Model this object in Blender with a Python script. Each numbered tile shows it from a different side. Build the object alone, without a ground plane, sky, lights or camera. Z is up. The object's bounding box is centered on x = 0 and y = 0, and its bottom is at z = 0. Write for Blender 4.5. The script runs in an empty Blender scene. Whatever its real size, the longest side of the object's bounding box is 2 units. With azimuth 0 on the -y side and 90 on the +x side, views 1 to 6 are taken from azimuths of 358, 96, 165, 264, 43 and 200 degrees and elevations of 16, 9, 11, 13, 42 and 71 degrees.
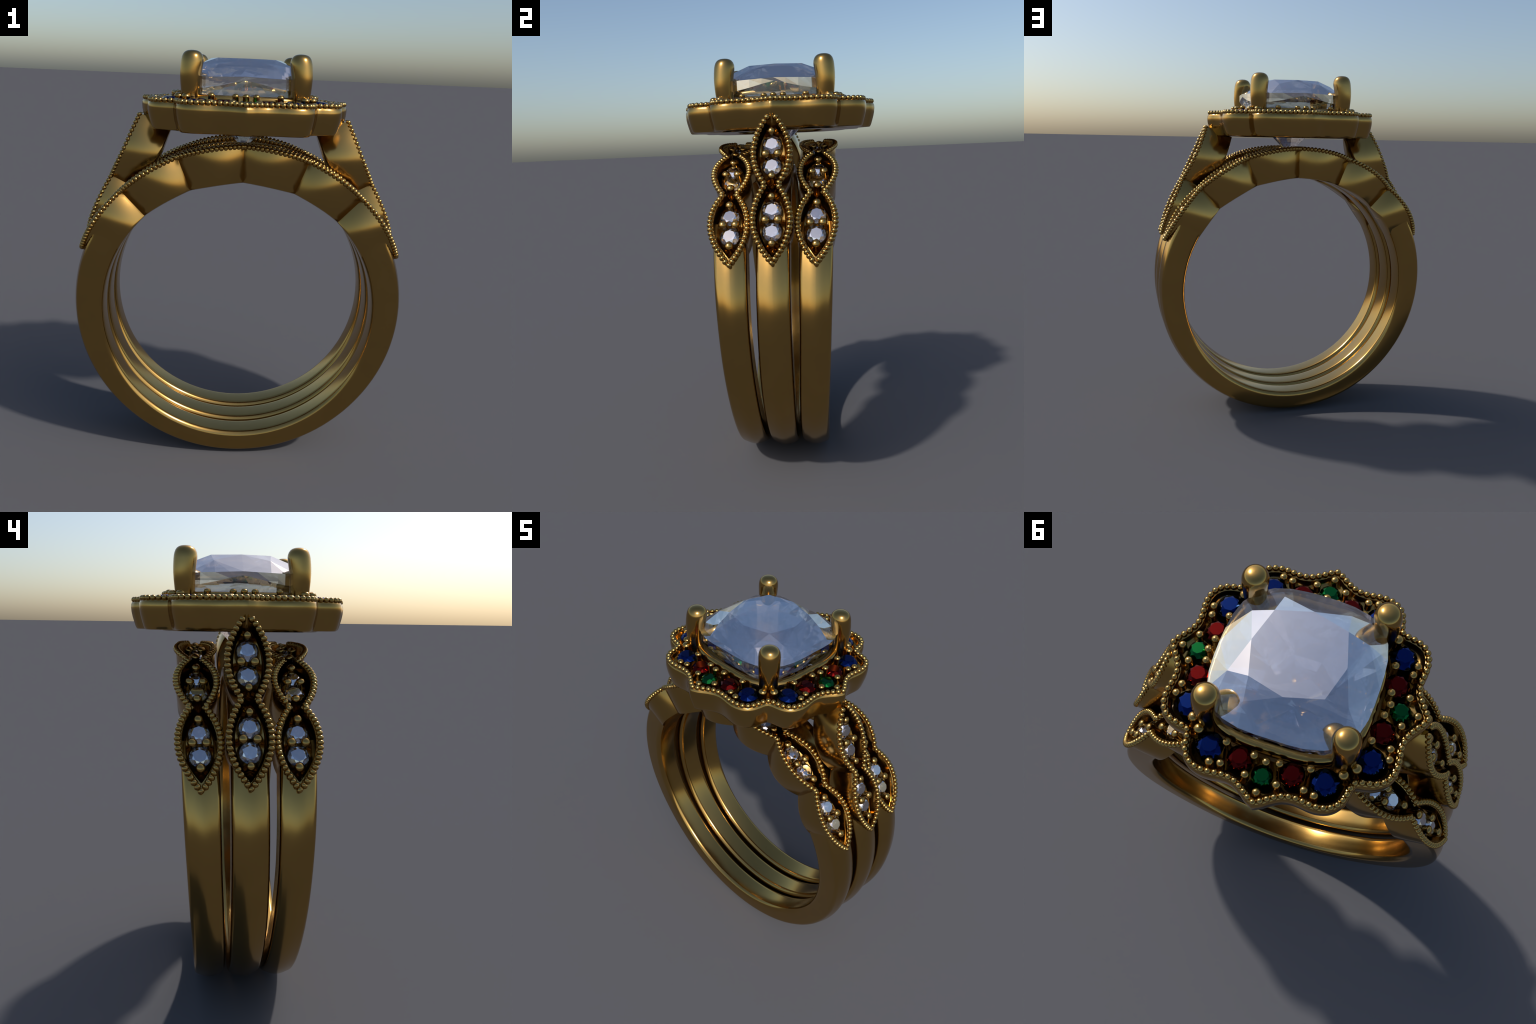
"""Antique gold three-band ring: two chains of bead-set marquise links flank a
centre band whose marquise shoulders carry a scalloped halo and a cushion stone."""
import bpy
import math
from math import sin, cos, pi, radians, hypot, sqrt
from mathutils import Vector, Matrix

# ------------------------------------------------------------------ sizes
HOLE_Z, R_IN = 0.778, 0.655     # finger hole
R_OUT = {-1: 0.797, 0: 0.800, 1: 0.797}   # outer circles of the shanks, standing on the ground
LINK_Z, LINK_R = 0.774, 0.818   # circle of the link tops on the side bands
LINK_PITCH = radians(21.7)
LINK_D, LINK_W = 0.191, 0.080   # half length / half width of a marquise (bead line)
FLOOR = 0.042

HALO_TOP, HALO_BOTTOM = 1.780, 1.657
# one eighth of the halo outline (line of the milgrain): side tip -> corner notch
HALO_OCTANT = [(.475, 0), (.463, .024), (.4475, .045), (.434, .066), (.4235, .087), (.418, .110),
               (.417, .134), (.4195, .158), (.4225, .183), (.4225, .207), (.418, .230), (.4085, .252),
               (.392, .2705), (.370, .283), (.346, .2895), (.320, .2945), (.302, .302)]


# ------------------------------------------------------------------ materials
def new_material(name):
    m = bpy.data.materials.new(name)
    m.use_nodes = True
    nt = m.node_tree
    return m, nt, nt.nodes["Principled BSDF"]


def gold_material(name, colour=(0.435, 0.270, 0.080), rough=0.18):
    m, nt, p = new_material(name)
    p.inputs["Metallic"].default_value = 1.0
    co = nt.nodes.new("ShaderNodeTexCoord")
    n = nt.nodes.new("ShaderNodeTexNoise")
    n.inputs["Scale"].default_value = 9.0
    n.inputs["Detail"].default_value = 3.0
    nt.links.new(co.outputs["Object"], n.inputs["Vector"])
    ramp = nt.nodes.new("ShaderNodeValToRGB")
    ramp.color_ramp.elements[0].position, ramp.color_ramp.elements[1].position = 0.3, 0.7
    ramp.color_ramp.elements[0].color = (*[c * 0.97 for c in colour], 1)
    ramp.color_ramp.elements[1].color = (*[min(1, c * 1.03) for c in colour], 1)
    nt.links.new(n.outputs["Fac"], ramp.inputs["Fac"])
    nt.links.new(ramp.outputs["Color"], p.inputs["Base Color"])
    mr = nt.nodes.new("ShaderNodeMapRange")
    mr.inputs["To Min"].default_value, mr.inputs["To Max"].default_value = rough - 0.012, rough + 0.012
    nt.links.new(n.outputs["Fac"], mr.inputs["Value"])
    nt.links.new(mr.outputs["Result"], p.inputs["Roughness"])
    return m


def gem_material(name, colour, metallic, ior, rough=0.0, transmission=1.0, specular=0.5):
    m, nt, p = new_material(name)
    co = nt.nodes.new("ShaderNodeTexCoord")
    n = nt.nodes.new("ShaderNodeTexNoise")
    n.inputs["Scale"].default_value = 14.0
    nt.links.new(co.outputs["Object"], n.inputs["Vector"])
    mix = nt.nodes.new("ShaderNodeMix")
    mix.data_type = "RGBA"
    mix.inputs[6].default_value = (*[c * 0.96 for c in colour], 1)
    mix.inputs[7].default_value = (*colour, 1)
    nt.links.new(n.outputs["Fac"], mix.inputs[0])
    nt.links.new(mix.outputs[2], p.inputs["Base Color"])
    p.inputs["Metallic"].default_value = metallic
    p.inputs["Roughness"].default_value = rough
    p.inputs["IOR"].default_value = ior
    p.inputs["Transmission Weight"].default_value = transmission
    p.inputs["Specular IOR Level"].default_value = specular
    return m


GOLD = gold_material("antique_gold")
CLEAR = gem_material("clear_stone", (0.94, 0.95, 1.0), 0.58, 1.07)
DIAMOND = gem_material("small_clear_stone", (0.95, 0.95, 1.0), 0.62, 1.5)
BLUE = gem_material("blue_stone", (0.0, 0.012, 0.100), 0.88, 1.45, specular=0.0)
RED = gem_material("red_stone", (0.085, 0.0, 0.0), 0.88, 1.45, specular=0.0)
GREEN = gem_material("green_stone", (0.0, 0.085, 0.018), 0.88, 1.45, specular=0.0)


# ------------------------------------------------------------------ helpers
def make_mesh(name, verts, faces, mat, smooth=35.0):
    me = bpy.data.meshes.new(name)
    me.from_pydata([tuple(v) for v in verts], [], faces)
    me.validate()
    me.materials.append(mat)
    import bmesh
    bm = bmesh.new()
    bm.from_mesh(me)
    bmesh.ops.remove_doubles(bm, verts=bm.verts, dist=1e-6)
    bmesh.ops.recalc_face_normals(bm, faces=bm.faces)
    bm.to_mesh(me)
    bm.free()
    if smooth:
        me.polygons.foreach_set("use_smooth", [True] * len(me.polygons))
        me.set_sharp_from_angle(angle=radians(smooth))
    return me


def add(name, me, parent, matrix=None):
    o = bpy.data.objects.new(name, me)
    bpy.context.scene.collection.objects.link(o)
    if parent is not None:
        o.parent = parent
    if matrix is not None:
        o.matrix_local = matrix
    return o


def loft(rings, close_u=True, cap_a=False, cap_b=False):
    """Quads between consecutive rings of equal length."""
    verts, faces, n = [], [], len(rings[0])
    for r in rings:
        verts += r
    for i in range(len(rings) - 1):
        for j in range(n if close_u else n - 1):
            k = (j + 1) % n
            faces.append((i * n + j, i * n + k, (i + 1) * n + k, (i + 1) * n + j))
    if cap_a:
        faces.append(tuple(range(n)))
    if cap_b:
        b = (len(rings) - 1) * n
        faces.append(tuple(b + j for j in reversed(range(n))))
    return verts, faces


def cushion(half, ang, power=3.2):
    c, s = abs(cos(ang)), abs(sin(ang))
    r = half / (c ** power + s ** power) ** (1 / power)
    return r * cos(ang), r * sin(ang)


def frame(pos, ex, ey, ez):
    m = Matrix.Identity(4)
    for i, v in enumerate((ex, ey, ez, pos)):
        for k in range(3):
            m[k][i] = v[k]
    return m


# ------------------------------------------------------------------ small parts
def bead_mesh(rx, ry, rz, name, nu=16, nv=9):
    rings = []
    for i in range(nv + 1):
        t = -pi / 2 + pi * i / nv
        rings.append([(rx * cos(t) * cos(a), ry * cos(t) * sin(a), rz * sin(t))
                      for a in (2 * pi * j / nu for j in range(nu))])
    return make_mesh(name, *loft(rings), GOLD, smooth=80)


def lathe_mesh(name, profile, nu=24):
    rings = [[(r * cos(a), r * sin(a), z) for a in (2 * pi * j / nu for j in range(nu))] for r, z in profile]
    return make_mesh(name, *loft(rings, cap_a=True), GOLD, smooth=50)


def setting_bead_mesh(r, top, bottom, name):
    """A short post with a domed head; z measured from the setting surface."""
    prof = [(r * 0.86, bottom)]
    h = r * 0.78
    prof.append((r * 0.90, top - h - 0.004))
    for i in range(0, 9):
        t = (pi / 2) * i / 8
        prof.append((r * cos(t) if i < 8 else 1e-4, top - h + h * sin(t)))
    return lathe_mesh(name, prof, 20)


def brilliant_mesh(name, r, table_r, crown, pavilion, mat, girdle=0.004):
    """Round brilliant, girdle plane at z = 0."""
    v, f = [], []
    T = [(table_r * cos(k * pi / 4), table_r * sin(k * pi / 4), crown) for k in range(8)]
    ms = 0.5 * (table_r * cos(pi / 8) + r * 0.98)
    zs = crown * (1 - (ms * cos(pi / 8) - table_r) / (r - table_r))
    S = [(ms * cos((k + .5) * pi / 4), ms * sin((k + .5) * pi / 4), zs) for k in range(8)]
    G = [(r * cos(k * pi / 8), r * sin(k * pi / 8), 0.0) for k in range(16)]
    H = [(x, y, -girdle) for x, y, _ in G]
    P = [(r * 0.42 * cos((k + .5) * pi / 4), r * 0.42 * sin((k + .5) * pi / 4), -girdle - (pavilion - girdle) * 0.62) for k in range(8)]
    v = T + S + G + H + P + [(0, 0, -pavilion)]
    t, s, g, h, p, c = 0, 8, 16, 32, 48, 56
    f.append(tuple(range(8)))
    for k in range(8):
        k1 = (k + 1) % 8
        g0, g1, g2 = g + 2 * k, g + 2 * k + 1, g + (2 * k + 2) % 16
        f += [(t + k, s + k, t + k1), (t + k, s + (k - 1) % 8, g0, s + k), (s + k, g0, g1), (s + k, g1, g2)]
        h0, h1, h2 = g0 + 16, g1 + 16, g2 + 16
        f += [(g0, h0, h1, g1), (g1, h1, h2, g2), (p + k, h1, h0), (p + k, h2, h1),
              (p + k, h0, p + (k - 1) % 8, c)]
    return make_mesh(name, v, f, mat, smooth=0)


def cushion_stone_mesh():
    """Cushion cut: octagonal table, 8 stars, 8 kites, scalloped girdle, deep pavilion."""
    v, f = [], []
    zt, zs, zg = 1.975, 1.946, 1.897
    T = [((.166 if k % 2 == 0 else .184) * cos(k * pi / 4), (.166 if k % 2 == 0 else .184) * sin(k * pi / 4), zt) for k in range(8)]
    S = []
    for k in range(8):
        a = k * pi / 4 + (radians(30) if k % 2 == 0 else radians(15))
        S.append((.2415 * cos(a), .2415 * sin(a), zs))
    n = 32
    ang = [2 * pi * k / n for k in range(n)]
    G = [(*cushion(.287, a), zg - .006 * abs(sin(2 * a))) for a in ang]
    H = [(*cushion(.286, a), 1.881 - 0.040 * abs(sin(2 * a)) ** 1.3) for a in ang]
    J = [(*cushion(.255, a, 2.9), 1.808) for a in ang]
    K = [(*cushion(.135, a, 2.4), 1.693) for a in (pi / 8 + k * pi / 4 for k in range(8))]
    v = T + S + G + H + J + K + [(0, 0, 1.557)]
    t, s, g, h, j, kk, c = 0, 8, 16, 16 + n, 16 + 2 * n, 16 + 3 * n, 24 + 3 * n
    q = n // 8
    f.append(tuple(range(8)))
    for k in range(8):
        f.append((t + k, s + k, t + (k + 1) % 8))
        f.append((t + k, s + (k - 1) % 8, g + k * q, s + k))
        for i in range(q):
            f.append((s + k, g + k * q + i, g + (k * q + i + 1) % n))
    for i in range(n):                               # girdle and upper pavilion panels
        i1 = (i + 1) % n
        f.append((g + i, h + i, h + i1, g + i1))
        f.append((h + i, j + i, j + i1, h + i1))
    for k in range(8):                               # lower pavilion
        for i in range(q):
            a = k * q + i
            f.append((kk + k, j + a, j + (a + 1) % n))
        f.append((kk + k, j + k * q, kk + (k - 1) % 8, c))
    return make_mesh("center_stone", v, f, CLEAR, smooth=0)


# ------------------------------------------------------------------ root
ring = bpy.data.objects.new("gemstone_ring", None)
bpy.context.scene.collection.objects.link(ring)
ring["label"] = "antique gold ring with cushion stone, jewelled halo and three bands"
ring["category"] = "ring"


# ------------------------------------------------------------------ bands
def along(table, x):
    """Piecewise-linear profile."""
    if x <= table[0][0]:
        return table[0][1]
    for (x0, y0), (x1, y1) in zip(table, table[1:]):
        if x <= x1:
            return y0 + (y1 - y0) * (x - x0) / (x1 - x0)
    return table[-1][1]


def band_y(side, z):
    """The side bands lean outwards: closer together at the bottom than at the top."""
    return side * along(((0, .153), (.2, .153), (.33, .156), (.45, .160), (.59, .166), (.77, .1735), (.93, .179),
                         (1.11, .184), (1.25, .189), (1.46, .198), (1.62, .204)), z)


def band_width(side, z):
    if side:
        return along(((0, .134), (.3, .132), (.77, .135), (.93, .140), (1.11, .145)), z)
    return 0.147 - 0.015 * (1 - smoothstep(0.0, 0.6, z))


def smoothstep(a, b, x):
    t = max(0, min(1, (x - a) / (b - a)))
    return t * t * (3 - 2 * t)


def band_section(thick, w, groove, drop):
    """Closed cross-section (y, height above the inside): domed outside, rounded edges;
    a groove in the outer face makes room for the pan of the last link."""
    pts, hw = [], w / 2

    def corner(cy, cr, r, a0, a1, n):
        for i in range(n + 1):
            a = a0 + (a1 - a0) * i / n
            pts.append((cy + r * cos(a), cr + r * sin(a)))
    ro, ri = min(0.023, hw - groove - 0.002), 0.028
    dome = 0.012
    edge = thick - dome
    corner(hw - ro, edge - ro, ro, 0, pi / 2 - .25, 7)
    for u in (0.75, 0.5, 0.25):
        y = groove + (hw - ro - groove) * u
        pts.append((y, edge + dome * (1 - (y / (hw - ro)) ** 2)))
    pts.append((groove + .0004, edge + dome * (1 - ((groove + .0004) / (hw - ro)) ** 2)))
    pts.append((groove, edge + dome * (1 - (groove / (hw - ro)) ** 2) - drop))
    right = list(pts)
    pts.append((0.0, thick - drop))
    pts.extend((-y, h) for y, h in reversed(right))
    corner(-hw + ri, ri, ri, pi, 1.5 * pi, 7)
    corner(hw - ri, ri, ri, 1.5 * pi, 2 * pi, 7)
    return pts


def band_mesh(name, side):
    full = side == 0
    a0 = 0 if full else radians(52)
    n = 220
    angs = [a0 + (2 * pi - 2 * a0) * i / n for i in range(n + (0 if full else 1))]
    rings = []
    for a in angs:
        r_out = R_OUT[side]
        p_out = Vector((r_out * sin(a), 0, R_OUT[0] + r_out * cos(a)))
        p_in = Vector((R_IN * sin(a), 0, HOLE_Z + R_IN * cos(a)))
        e = p_out - p_in
        thick = e.length
        e.normalize()
        off = degrees_from_top(a)
        sunk = 1 - smoothstep(56, 59, off)
        if full:
            thick -= 0.105 * sunk
        else:
            thick -= 0.065 * sunk
        # half width of the link pan over this part of the shank
        d = radians(off - 55.0) * LINK_R
        pan = max(0.0015, link_half_width(max(d, 0.0)) - 0.012) if d < LINK_D * .93 else 0.0015
        pan = min(pan, 0.064)
        drop = 0.075 * (1 - smoothstep(65, 66.5, off)) * (1 - sunk)
        rings.append([p_in + e * h + Vector((0, band_y(side, p_out.z) + y, 0))
                      for y, h in band_section(thick, band_width(side, p_out.z), pan, drop)])
    if full:
        rings.append(rings[0])
    v, f = loft(rings, cap_a=not full, cap_b=not full)
    return make_mesh(name, v, f, GOLD, smooth=40)


def degrees_from_top(a):
    d = math.degrees(a) % 360
    return min(d, 360 - d)


# ------------------------------------------------------------------ marquise links
class ArcPath:
    """Circle about the finger axis; s = arc length from the top, +x side positive."""
    def __init__(self, r, side):
        self.r, self.side = r, side

    def at(self, s):
        a = s / self.r
        n = Vector((sin(a), 0, cos(a)))
        p = Vector((0, 0, LINK_Z)) + n * self.r
        p.y = band_y(self.side, p.z)
        return p, n, Vector((cos(a), 0, -sin(a)))

    def centre_y(self, z):
        return band_y(self.side, z)

    def depth(self, s):
        return 0.167 - 0.007 * smoothstep(12, 45, math.degrees(abs(s) / self.r))


class ShoulderPath:
    """Line of the centre-band shoulder from the halo down to the shank (side = +1 / -1)."""
    PTS = [(.5015, 1.722), (.570, 1.558), (.645, 1.413), (.710, 1.279), (.753, 1.171), (.7695, 1.093)]

    def __init__(self, side):
        self.side = side
        pts = [Vector((x, 0, z)) for x, z in self.PTS]
        dense = []
        ext = [pts[0] * 2 - pts[1]] + pts + [pts[-1] * 2 - pts[-2]]
        for i in range(1, len(ext) - 2):
            for k in range(24):
                t = k / 24
                p0, p1, p2, p3 = ext[i - 1:i + 3]
                dense.append(0.5 * (2 * p1 + (p2 - p0) * t + (2 * p0 - 5 * p1 + 4 * p2 - p3) * t * t
                                    + (3 * p1 - p0 - 3 * p2 + p3) * t ** 3))
        dense.append(pts[-1])
        self.p, self.s = dense, [0.0]
        for a, b in zip(dense, dense[1:]):
            self.s.append(self.s[-1] + (b - a).length)

    def centre_y(self, z):
        return 0.0

    def depth(self, s):
        return 0.160

    def raw(self, s):
        ss, p = self.s, self.p
        if s <= 0:
            return p[0] + (p[0] - p[1]).normalized() * (-s)
        if s >= ss[-1]:
            return p[-1] + (p[-1] - p[-2]).normalized() * (s - ss[-1])
        for i in range(len(ss) - 1):
            if ss[i + 1] >= s:
                return p[i].lerp(p[i + 1], (s - ss[i]) / (ss[i + 1] - ss[i]))

    def at(self, s):
        t = (self.raw(s + .03) - self.raw(s - .03)).normalized()
        n = Vector((-t.z, 0, t.x))
        q = self.raw(s) - n * 0.009
        k = self.side
        return Vector((q.x * k, 0, q.z)), Vector((n.x * k, 0, n.z)), Vector((t.x * k, 0, t.z))


def link_half_width(d):
    return LINK_W * (1 - (d / LINK_D) ** 2)


def link_section(w, rim, flare, depth):
    """Half cross-section (y, n) from the pan centre over the rim to the inner centre."""
    wo, wi = max(w + flare, 0.0015), max(w - rim, 0.0)
    wf = max(w - rim - 0.015, wi * 0.25)              # bed that carries the stones
    wt = wf + (wi - wf) * 0.12
    open_ = min(1.0, wi / 0.010)
    bed, trench = -FLOOR * open_, -0.088 * open_  # trench and sloped bed sunk deep to model the black crease shade inside the rim
    b = min(0.004, wo * 0.4)
    bi = min(0.010, wo * 0.4)
    return [(0, bed * 1.55), (wf * 0.5, bed * 1.28), (wf, bed), (wt, bed * 1.1), (wt + (wi - wt) * .25, trench), (wi - (wi - wt) * .1, trench * .95),
            (wi - (wi - wt) * .04, bed * .5), (wi, -0.002 if wi > 0 else 0), (min(wi + .002, wo), 0), (wo - b, 0),
            (wo - b * .3, -b * .3), (wo, -b), (wo + (.002 if flare > .008 else 0.0) * min(1, wo / .02), -depth * .5), (wo, -depth + bi), (wo - bi * .3, -depth + bi * .3),
            (wo - bi, -depth), (0, -depth)]


def link_mesh(name, path, s0, rim, flare, d_lo, d_hi):
    rings, n = [], 46
    for i in range(n + 1):
        u = i / n
        d = d_lo + (d_hi - d_lo) * (0.5 - 0.5 * cos(pi * u))
        pos, nor, _ = path.at(s0 + d)
        half = link_section(link_half_width(d), rim, flare, path.depth(s0 + d))
        full = half + [(-y, z) for y, z in half[-2:0:-1]]
        row = []
        for y, z in full:
            q = pos + nor * z
            row.append(Vector((q.x, path.centre_y(q.z) + y, q.z)))
        rings.append(row)
    v, f = loft(rings, cap_a=d_lo < -0.17, cap_b=d_hi > 0.17)
    return make_mesh(name, v, f, GOLD, smooth=38)


def milgrain_places(path, s0, d_lo, d_hi, spacing, tip_lo, tip_hi, lift=0.002, out_by=0.0):
    """Frames of the grains along both edges of a link."""
    pts, m = [], 300
    for i in range(m + 1):
        d = d_lo + (d_hi - d_lo) * i / m
        pts.append((d, max(link_half_width(d), 0.0)))
    acc = [0.0]
    for a, b in zip(pts, pts[1:]):
        acc.append(acc[-1] + hypot(b[0] - a[0], b[1] - a[1]))
    total = acc[-1]
    start = 0.0 if tip_lo == "point" else spacing * .5
    end = total if tip_hi == "point" else total - spacing * .5
    cnt = max(2, round((end - start) / spacing) + 1)
    out, i = [], 0
    for k in range(cnt):
        s = start + (end - start) * k / (cnt - 1)
        while i < m - 1 and acc[i + 1] < s:
            i += 1
        t = (s - acc[i]) / (acc[i + 1] - acc[i])
        d = pts[i][0] + (pts[i + 1][0] - pts[i][0]) * t
        w = pts[i][1] + (pts[i + 1][1] - pts[i][1]) * t
        td, tw = pts[i + 1][0] - pts[i][0], pts[i + 1][1] - pts[i][1]
        for sg in (1, -1):
            if sg < 0 and w < 0.004:
                continue
            pos, nor, tan = path.at(s0 + d)
            ex = (tan * td + Vector((0, sg * tw, 0))).normalized()
            ey = nor.cross(ex).normalized()
            out.append(frame(pos + nor * lift + ey * (out_by * sg) + Vector((0, sg * w, 0)), ex, ey, nor))
    return out


GRAIN = bead_mesh(.0116, .0145, .0134, "milgrain_bead")
HALO_GRAIN = bead_mesh(.0126, .0126, .0124, "halo_milgrain_bead")
LINK_BEAD = setting_bead_mesh(.0194, .0055, -.070, "link_setting_bead")
LINK_BEAD_SMALL = setting_bead_mesh(.0172, .0055, -.070, "link_setting_bead_small")
SMALL_STONE = brilliant_mesh("small_clear_stone", .042, .026, .016, .034, DIAMOND)


def merged_beads(name, places, src):
    verts, faces = [], []
    base_v = [v.co.copy() for v in src.vertices]
    base_f = [tuple(p.vertices) for p in src.polygons]
    for m in places:
        o = len(verts)
        verts += [m @ v for v in base_v]
        faces += [tuple(i + o for i in fc) for fc in base_f]
    me = bpy.data.meshes.new(name)
    me.from_pydata([tuple(v) for v in verts], [], faces)
    me.materials.append(GOLD)
    me.polygons.foreach_set("use_smooth", [True] * len(me.polygons))
    return me


def furnish_link(band, path, s0, end_r):
    for sg in (-1, 1):
        pos, nor, tan = path.at(s0 + sg * 0.050)
        ey = nor.cross(tan)
        add("diamond", SMALL_STONE, band, frame(pos - nor * .033, tan, ey, nor))
        pos, nor, tan = path.at(s0 + sg * (0.103 if end_r else 0.106))
        add("setting_bead", LINK_BEAD if end_r else LINK_BEAD_SMALL, band,
            frame(pos, tan, nor.cross(tan), nor))
        pos, nor, tan = path.at(s0)
        add("setting_bead", LINK_BEAD, band, frame(pos + Vector((0, sg * 0.0275, 0)), tan, nor.cross(tan), nor))


bands = []
for band_side in (-1, 0, 1):
    centre = band_side == 0
    band = add("band", band_mesh("band", band_side), ring)
    bands.append(band)
    if centre:
        for side in (-1, 1):
            RIM, FLARE, path = 0.009, 0.010, ShoulderPath(side)
            total = path.s[-1]
            s_low = total - LINK_D
            s_up = s_low - 0.310
            j = 0.155
            for s0, lo, hi, tl, th in ((s_up, -0.1755, j, "blunt", "join"), (s_low, -j, LINK_D, "join", "point")):
                add("marquise_link", link_mesh("marquise_link", path, s0, RIM, FLARE, lo, hi), band)
                for m in milgrain_places(path, s0, lo, hi, 0.0222, tl, th):
                    add("milgrain_bead", GRAIN, band, m)
                furnish_link(band, path, s0, False)
    else:
        RIM, FLARE, path, grains = 0.013, 0.005, ArcPath(LINK_R, band_side), []
        half = LINK_PITCH * LINK_R / 2
        for k in (-2, -1, 0, 1, 2, 3):
            s0 = (k - 0.5) * 2 * half
            lo, hi = (-LINK_D if k == -2 else -half), (LINK_D if k == 3 else half)
            add("marquise_link", link_mesh("marquise_link", path, s0, RIM, FLARE, lo, hi), band)
            grains += milgrain_places(path, s0, lo, hi, 0.0205, "point" if k == -2 else "join", "point" if k == 3 else "join", 0.0005, 0.002)
            furnish_link(band, path, s0, True)
        g = add("milgrain", merged_beads("milgrain", grains, GRAIN), band)
        g["kind"] = "stuff"


# ------------------------------------------------------------------ halo
def halo_outline(per=6):
    """Dense closed outline with sharp side tips and corner notches."""
    p = [Vector((x, y)) for x, y in HALO_OCTANT]
    ext = [p[0] * 2 - p[1]] + p + [p[-1] * 2 - p[-2]]
    octant = []
    for i in range(1, len(ext) - 2):
        for k in range(per):
            t = k / per
            p0, p1, p2, p3 = ext[i - 1:i + 3]
            octant.append(0.5 * (2 * p1 + (p2 - p0) * t + (2 * p0 - 5 * p1 + 4 * p2 - p3) * t * t
                                 + (3 * p1 - p0 - 3 * p2 + p3) * t ** 3))
    octant.append(p[-1])
    quarter = octant + [Vector((q.y, q.x)) for q in octant[-2:0:-1]]
    out = []
    for k in range(4):
        c, s = cos(k * pi / 2), sin(k * pi / 2)
        out += [Vector((c * q.x - s * q.y, s * q.x + c * q.y)) for q in quarter]
    return out


OUT = halo_outline()
NRM = []
for i in range(len(OUT)):
    t1, t2 = (OUT[i] - OUT[i - 1]).normalized(), (OUT[(i + 1) % len(OUT)] - OUT[i]).normalized()
    n1, n2 = Vector((t1.y, -t1.x)), Vector((t2.y, -t2.x))
    m = (n1 + n2).normalized()
    NRM.append(m / max(0.72, m.dot(n1)))


def halo_ring(off, z):
    return [(p.x + n.x * off, p.y + n.y * off, z) for p, n in zip(OUT, NRM)]


def cushion_ring(half, z, power=3.2):
    return [(*cushion(half, math.atan2(p.y, p.x), power), z) for p in OUT]


floor_z = 1.757
rings = [cushion_ring(.308, floor_z - .004), cushion_ring(.312, floor_z), halo_ring(-.024, floor_z), halo_ring(-.015, floor_z + .010), halo_ring(-.011, HALO_TOP - .003),
         halo_ring(-.009, HALO_TOP), halo_ring(.004, HALO_TOP), halo_ring(.009, HALO_TOP - .003), halo_ring(.012, HALO_TOP - .009)]
for off, z in ((.0142, 1.766), (.0150, 1.752), (.0135, 1.732), (.0100, 1.712), (.0050, 1.692), (-.001, 1.670), (-.005, 1.661), (-.009, HALO_BOTTOM)):
    rings.append(halo_ring(off, z))
rings += [halo_ring(-.045, HALO_BOTTOM), cushion_ring(.352, HALO_BOTTOM - .001), cushion_ring(.345, HALO_BOTTOM - .005), cushion_ring(.225, HALO_BOTTOM - .005), cushion_ring(.222, HALO_BOTTOM), cushion_ring(.300, floor_z - .012), rings[0]]
halo = add("halo", make_mesh("halo", *loft(rings), GOLD, smooth=58), ring)

# milgrain: 32 grains per quarter, evenly along the outline
length = [0.0]
for i in range(len(OUT)):
    length.append(length[-1] + (OUT[(i + 1) % len(OUT)] - OUT[i]).length)
count, i = 128, 0
for k in range(count):
    s = length[-1] * k / count
    while length[i + 1] < s:
        i += 1
    q = OUT[i].lerp(OUT[(i + 1) % len(OUT)], (s - length[i]) / (length[i + 1] - length[i]))
    add("milgrain_bead", HALO_GRAIN, halo, Matrix.Translation((q.x * 1.004, q.y * 1.004, 1.7860)))

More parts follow.
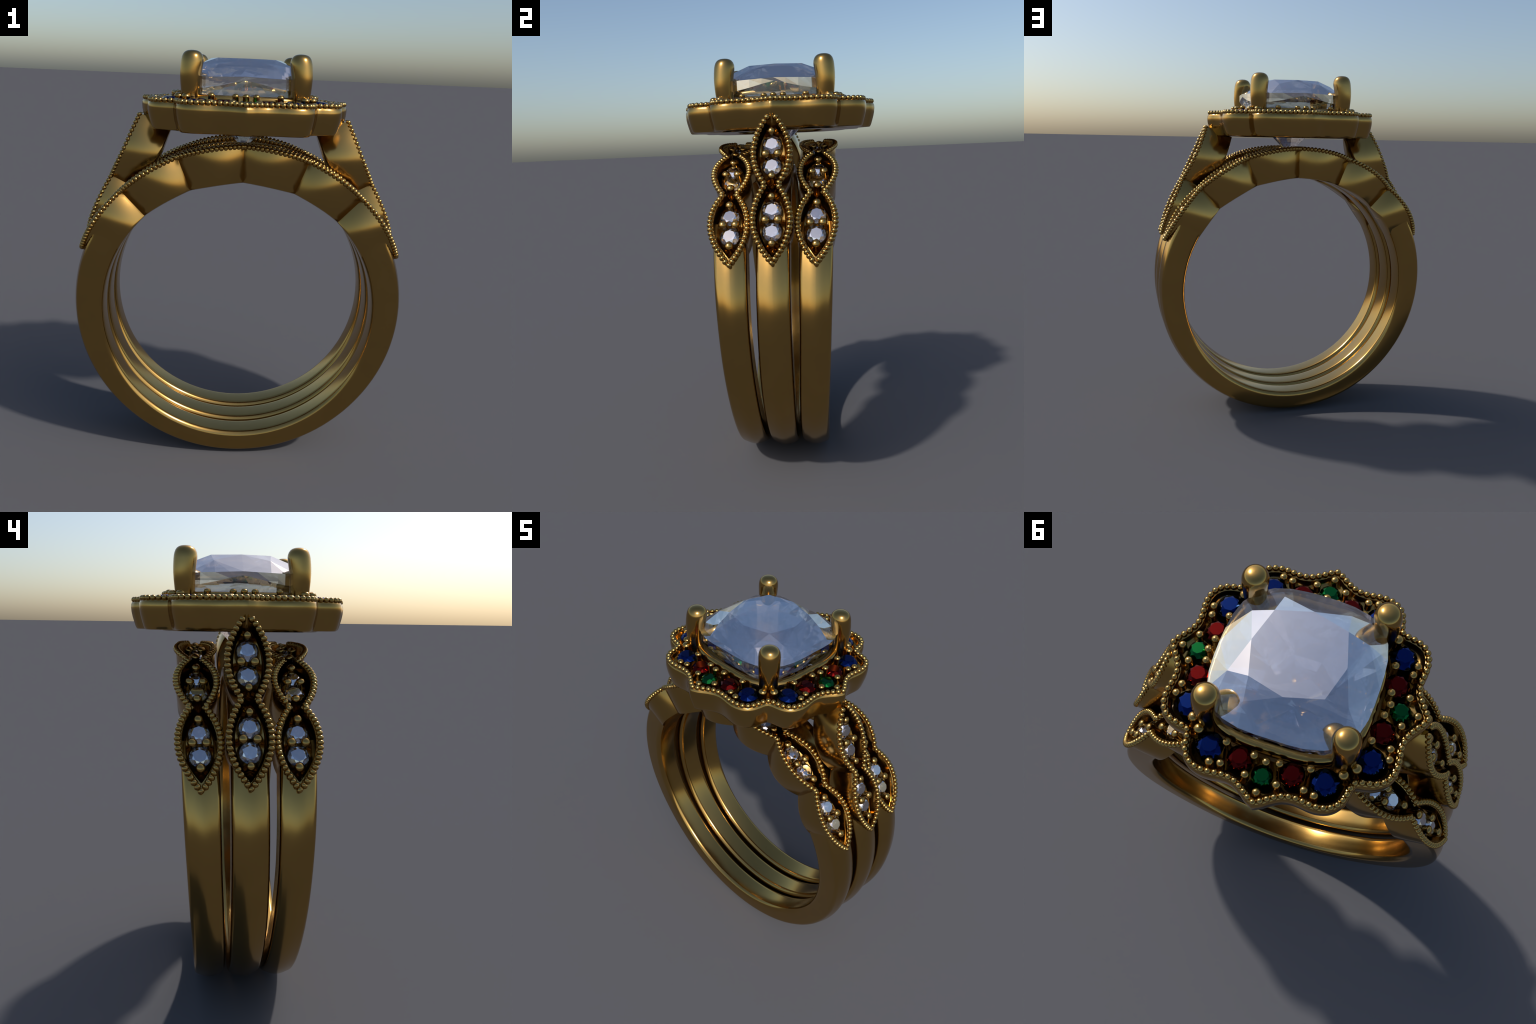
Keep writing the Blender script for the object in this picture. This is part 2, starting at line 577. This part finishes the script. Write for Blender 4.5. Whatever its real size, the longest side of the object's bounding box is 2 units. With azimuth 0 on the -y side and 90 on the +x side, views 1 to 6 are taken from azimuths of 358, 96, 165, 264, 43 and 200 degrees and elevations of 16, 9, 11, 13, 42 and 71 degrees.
STONE_B = brilliant_mesh("sapphire", .050, .029, .017, .030, BLUE)
STONE_R = brilliant_mesh("ruby", .0455, .027, .016, .028, RED)
STONE_G = brilliant_mesh("emerald", .0385, .023, .014, .026, GREEN)
HEAD = setting_bead_mesh(.0155, 0.0, -.085, "halo_setting_bead")
HEAD_BIG = setting_bead_mesh(.0195, 0.0, -.085, "halo_corner_bead")
for k in range(4):
    rot = Matrix.Rotation(k * pi / 2, 4, "Z")

    def put(name, me, x, y, z, twist=0.0, tilt=0.0):
        """Place a piece on the +x side of the halo (turned k quarters), leaning outwards by tilt."""
        add(name, me, halo, rot @ Matrix.Translation((x, y, z)) @ Matrix.Rotation(tilt, 4, "Y") @ Matrix.Rotation(twist, 4, "Z"))

    put("emerald", STONE_G, .379, 0, 1.783, .2, .07)
    put("setting_bead", HEAD, .337, 0, 1.8255)
    put("setting_bead", HEAD, .4405, 0, 1.797)
    for sg in (1, -1):
        put("ruby", STONE_R, .342, sg * .094, 1.784, .15 * sg, .07)
        put("sapphire", STONE_B, .333, sg * .208, 1.784, .3 * sg, .06)
        for x, y, z in ((.313, .150, 1.826), (.390, .187, 1.800), (.383, .149, 1.801), (.395, .056, 1.803), (.328, .045, 1.8255)):
            put("setting_bead", HEAD, x, sg * y, z)
        put("setting_bead", HEAD_BIG, .2945, sg * .2595, 1.8195)

# ------------------------------------------------------------------ centre setting
rail_n = [2 * pi * i / 96 for i in range(96)]
rail = [(.267, 1.760), (.267, 1.806), (.270, 1.812), (.275, 1.8150), (.287, 1.8145), (.295, 1.810), (.299, 1.803), (.299, 1.760), (.267, 1.760)]
add("gallery_rail", make_mesh("gallery_rail", *loft([[(*cushion(h, a), z) for a in rail_n] for h, z in rail]), GOLD, smooth=40), ring)
add("center_stone", cushion_stone_mesh(), ring)
PRONG_STATIONS = [(1.680, .037, .236), (1.740, .040, .2390), (1.800, .0420, .2415), (1.830, .0434, .2430), (1.860, .0452, .2440), (1.890, .0468, .2440), (1.910, .0478, .2430),
                  (1.930, .0488, .2412), (1.948, .0494, .2392), (1.960, .0490, .2382), (1.971, .0470, .2375), (1.981, .0430, .2375), (1.989, .0370, .2375),
                  (1.9945, .0295, .2375), (1.998, .0200, .2375), (1.9995, .0100, .2375), (2.0, .0003, .2375)]
for k in range(4):
    c, s_ = cos(pi / 4 + k * pi / 2) * sqrt(2), sin(pi / 4 + k * pi / 2) * sqrt(2)
    rings = [[(c * off + r * cos(a), s_ * off + r * sin(a), z) for a in (2 * pi * i / 40 for i in range(40))] for z, r, off in PRONG_STATIONS]
    add("prong", make_mesh("prong", *loft(rings, cap_a=True, cap_b=True), GOLD, smooth=50), ring)
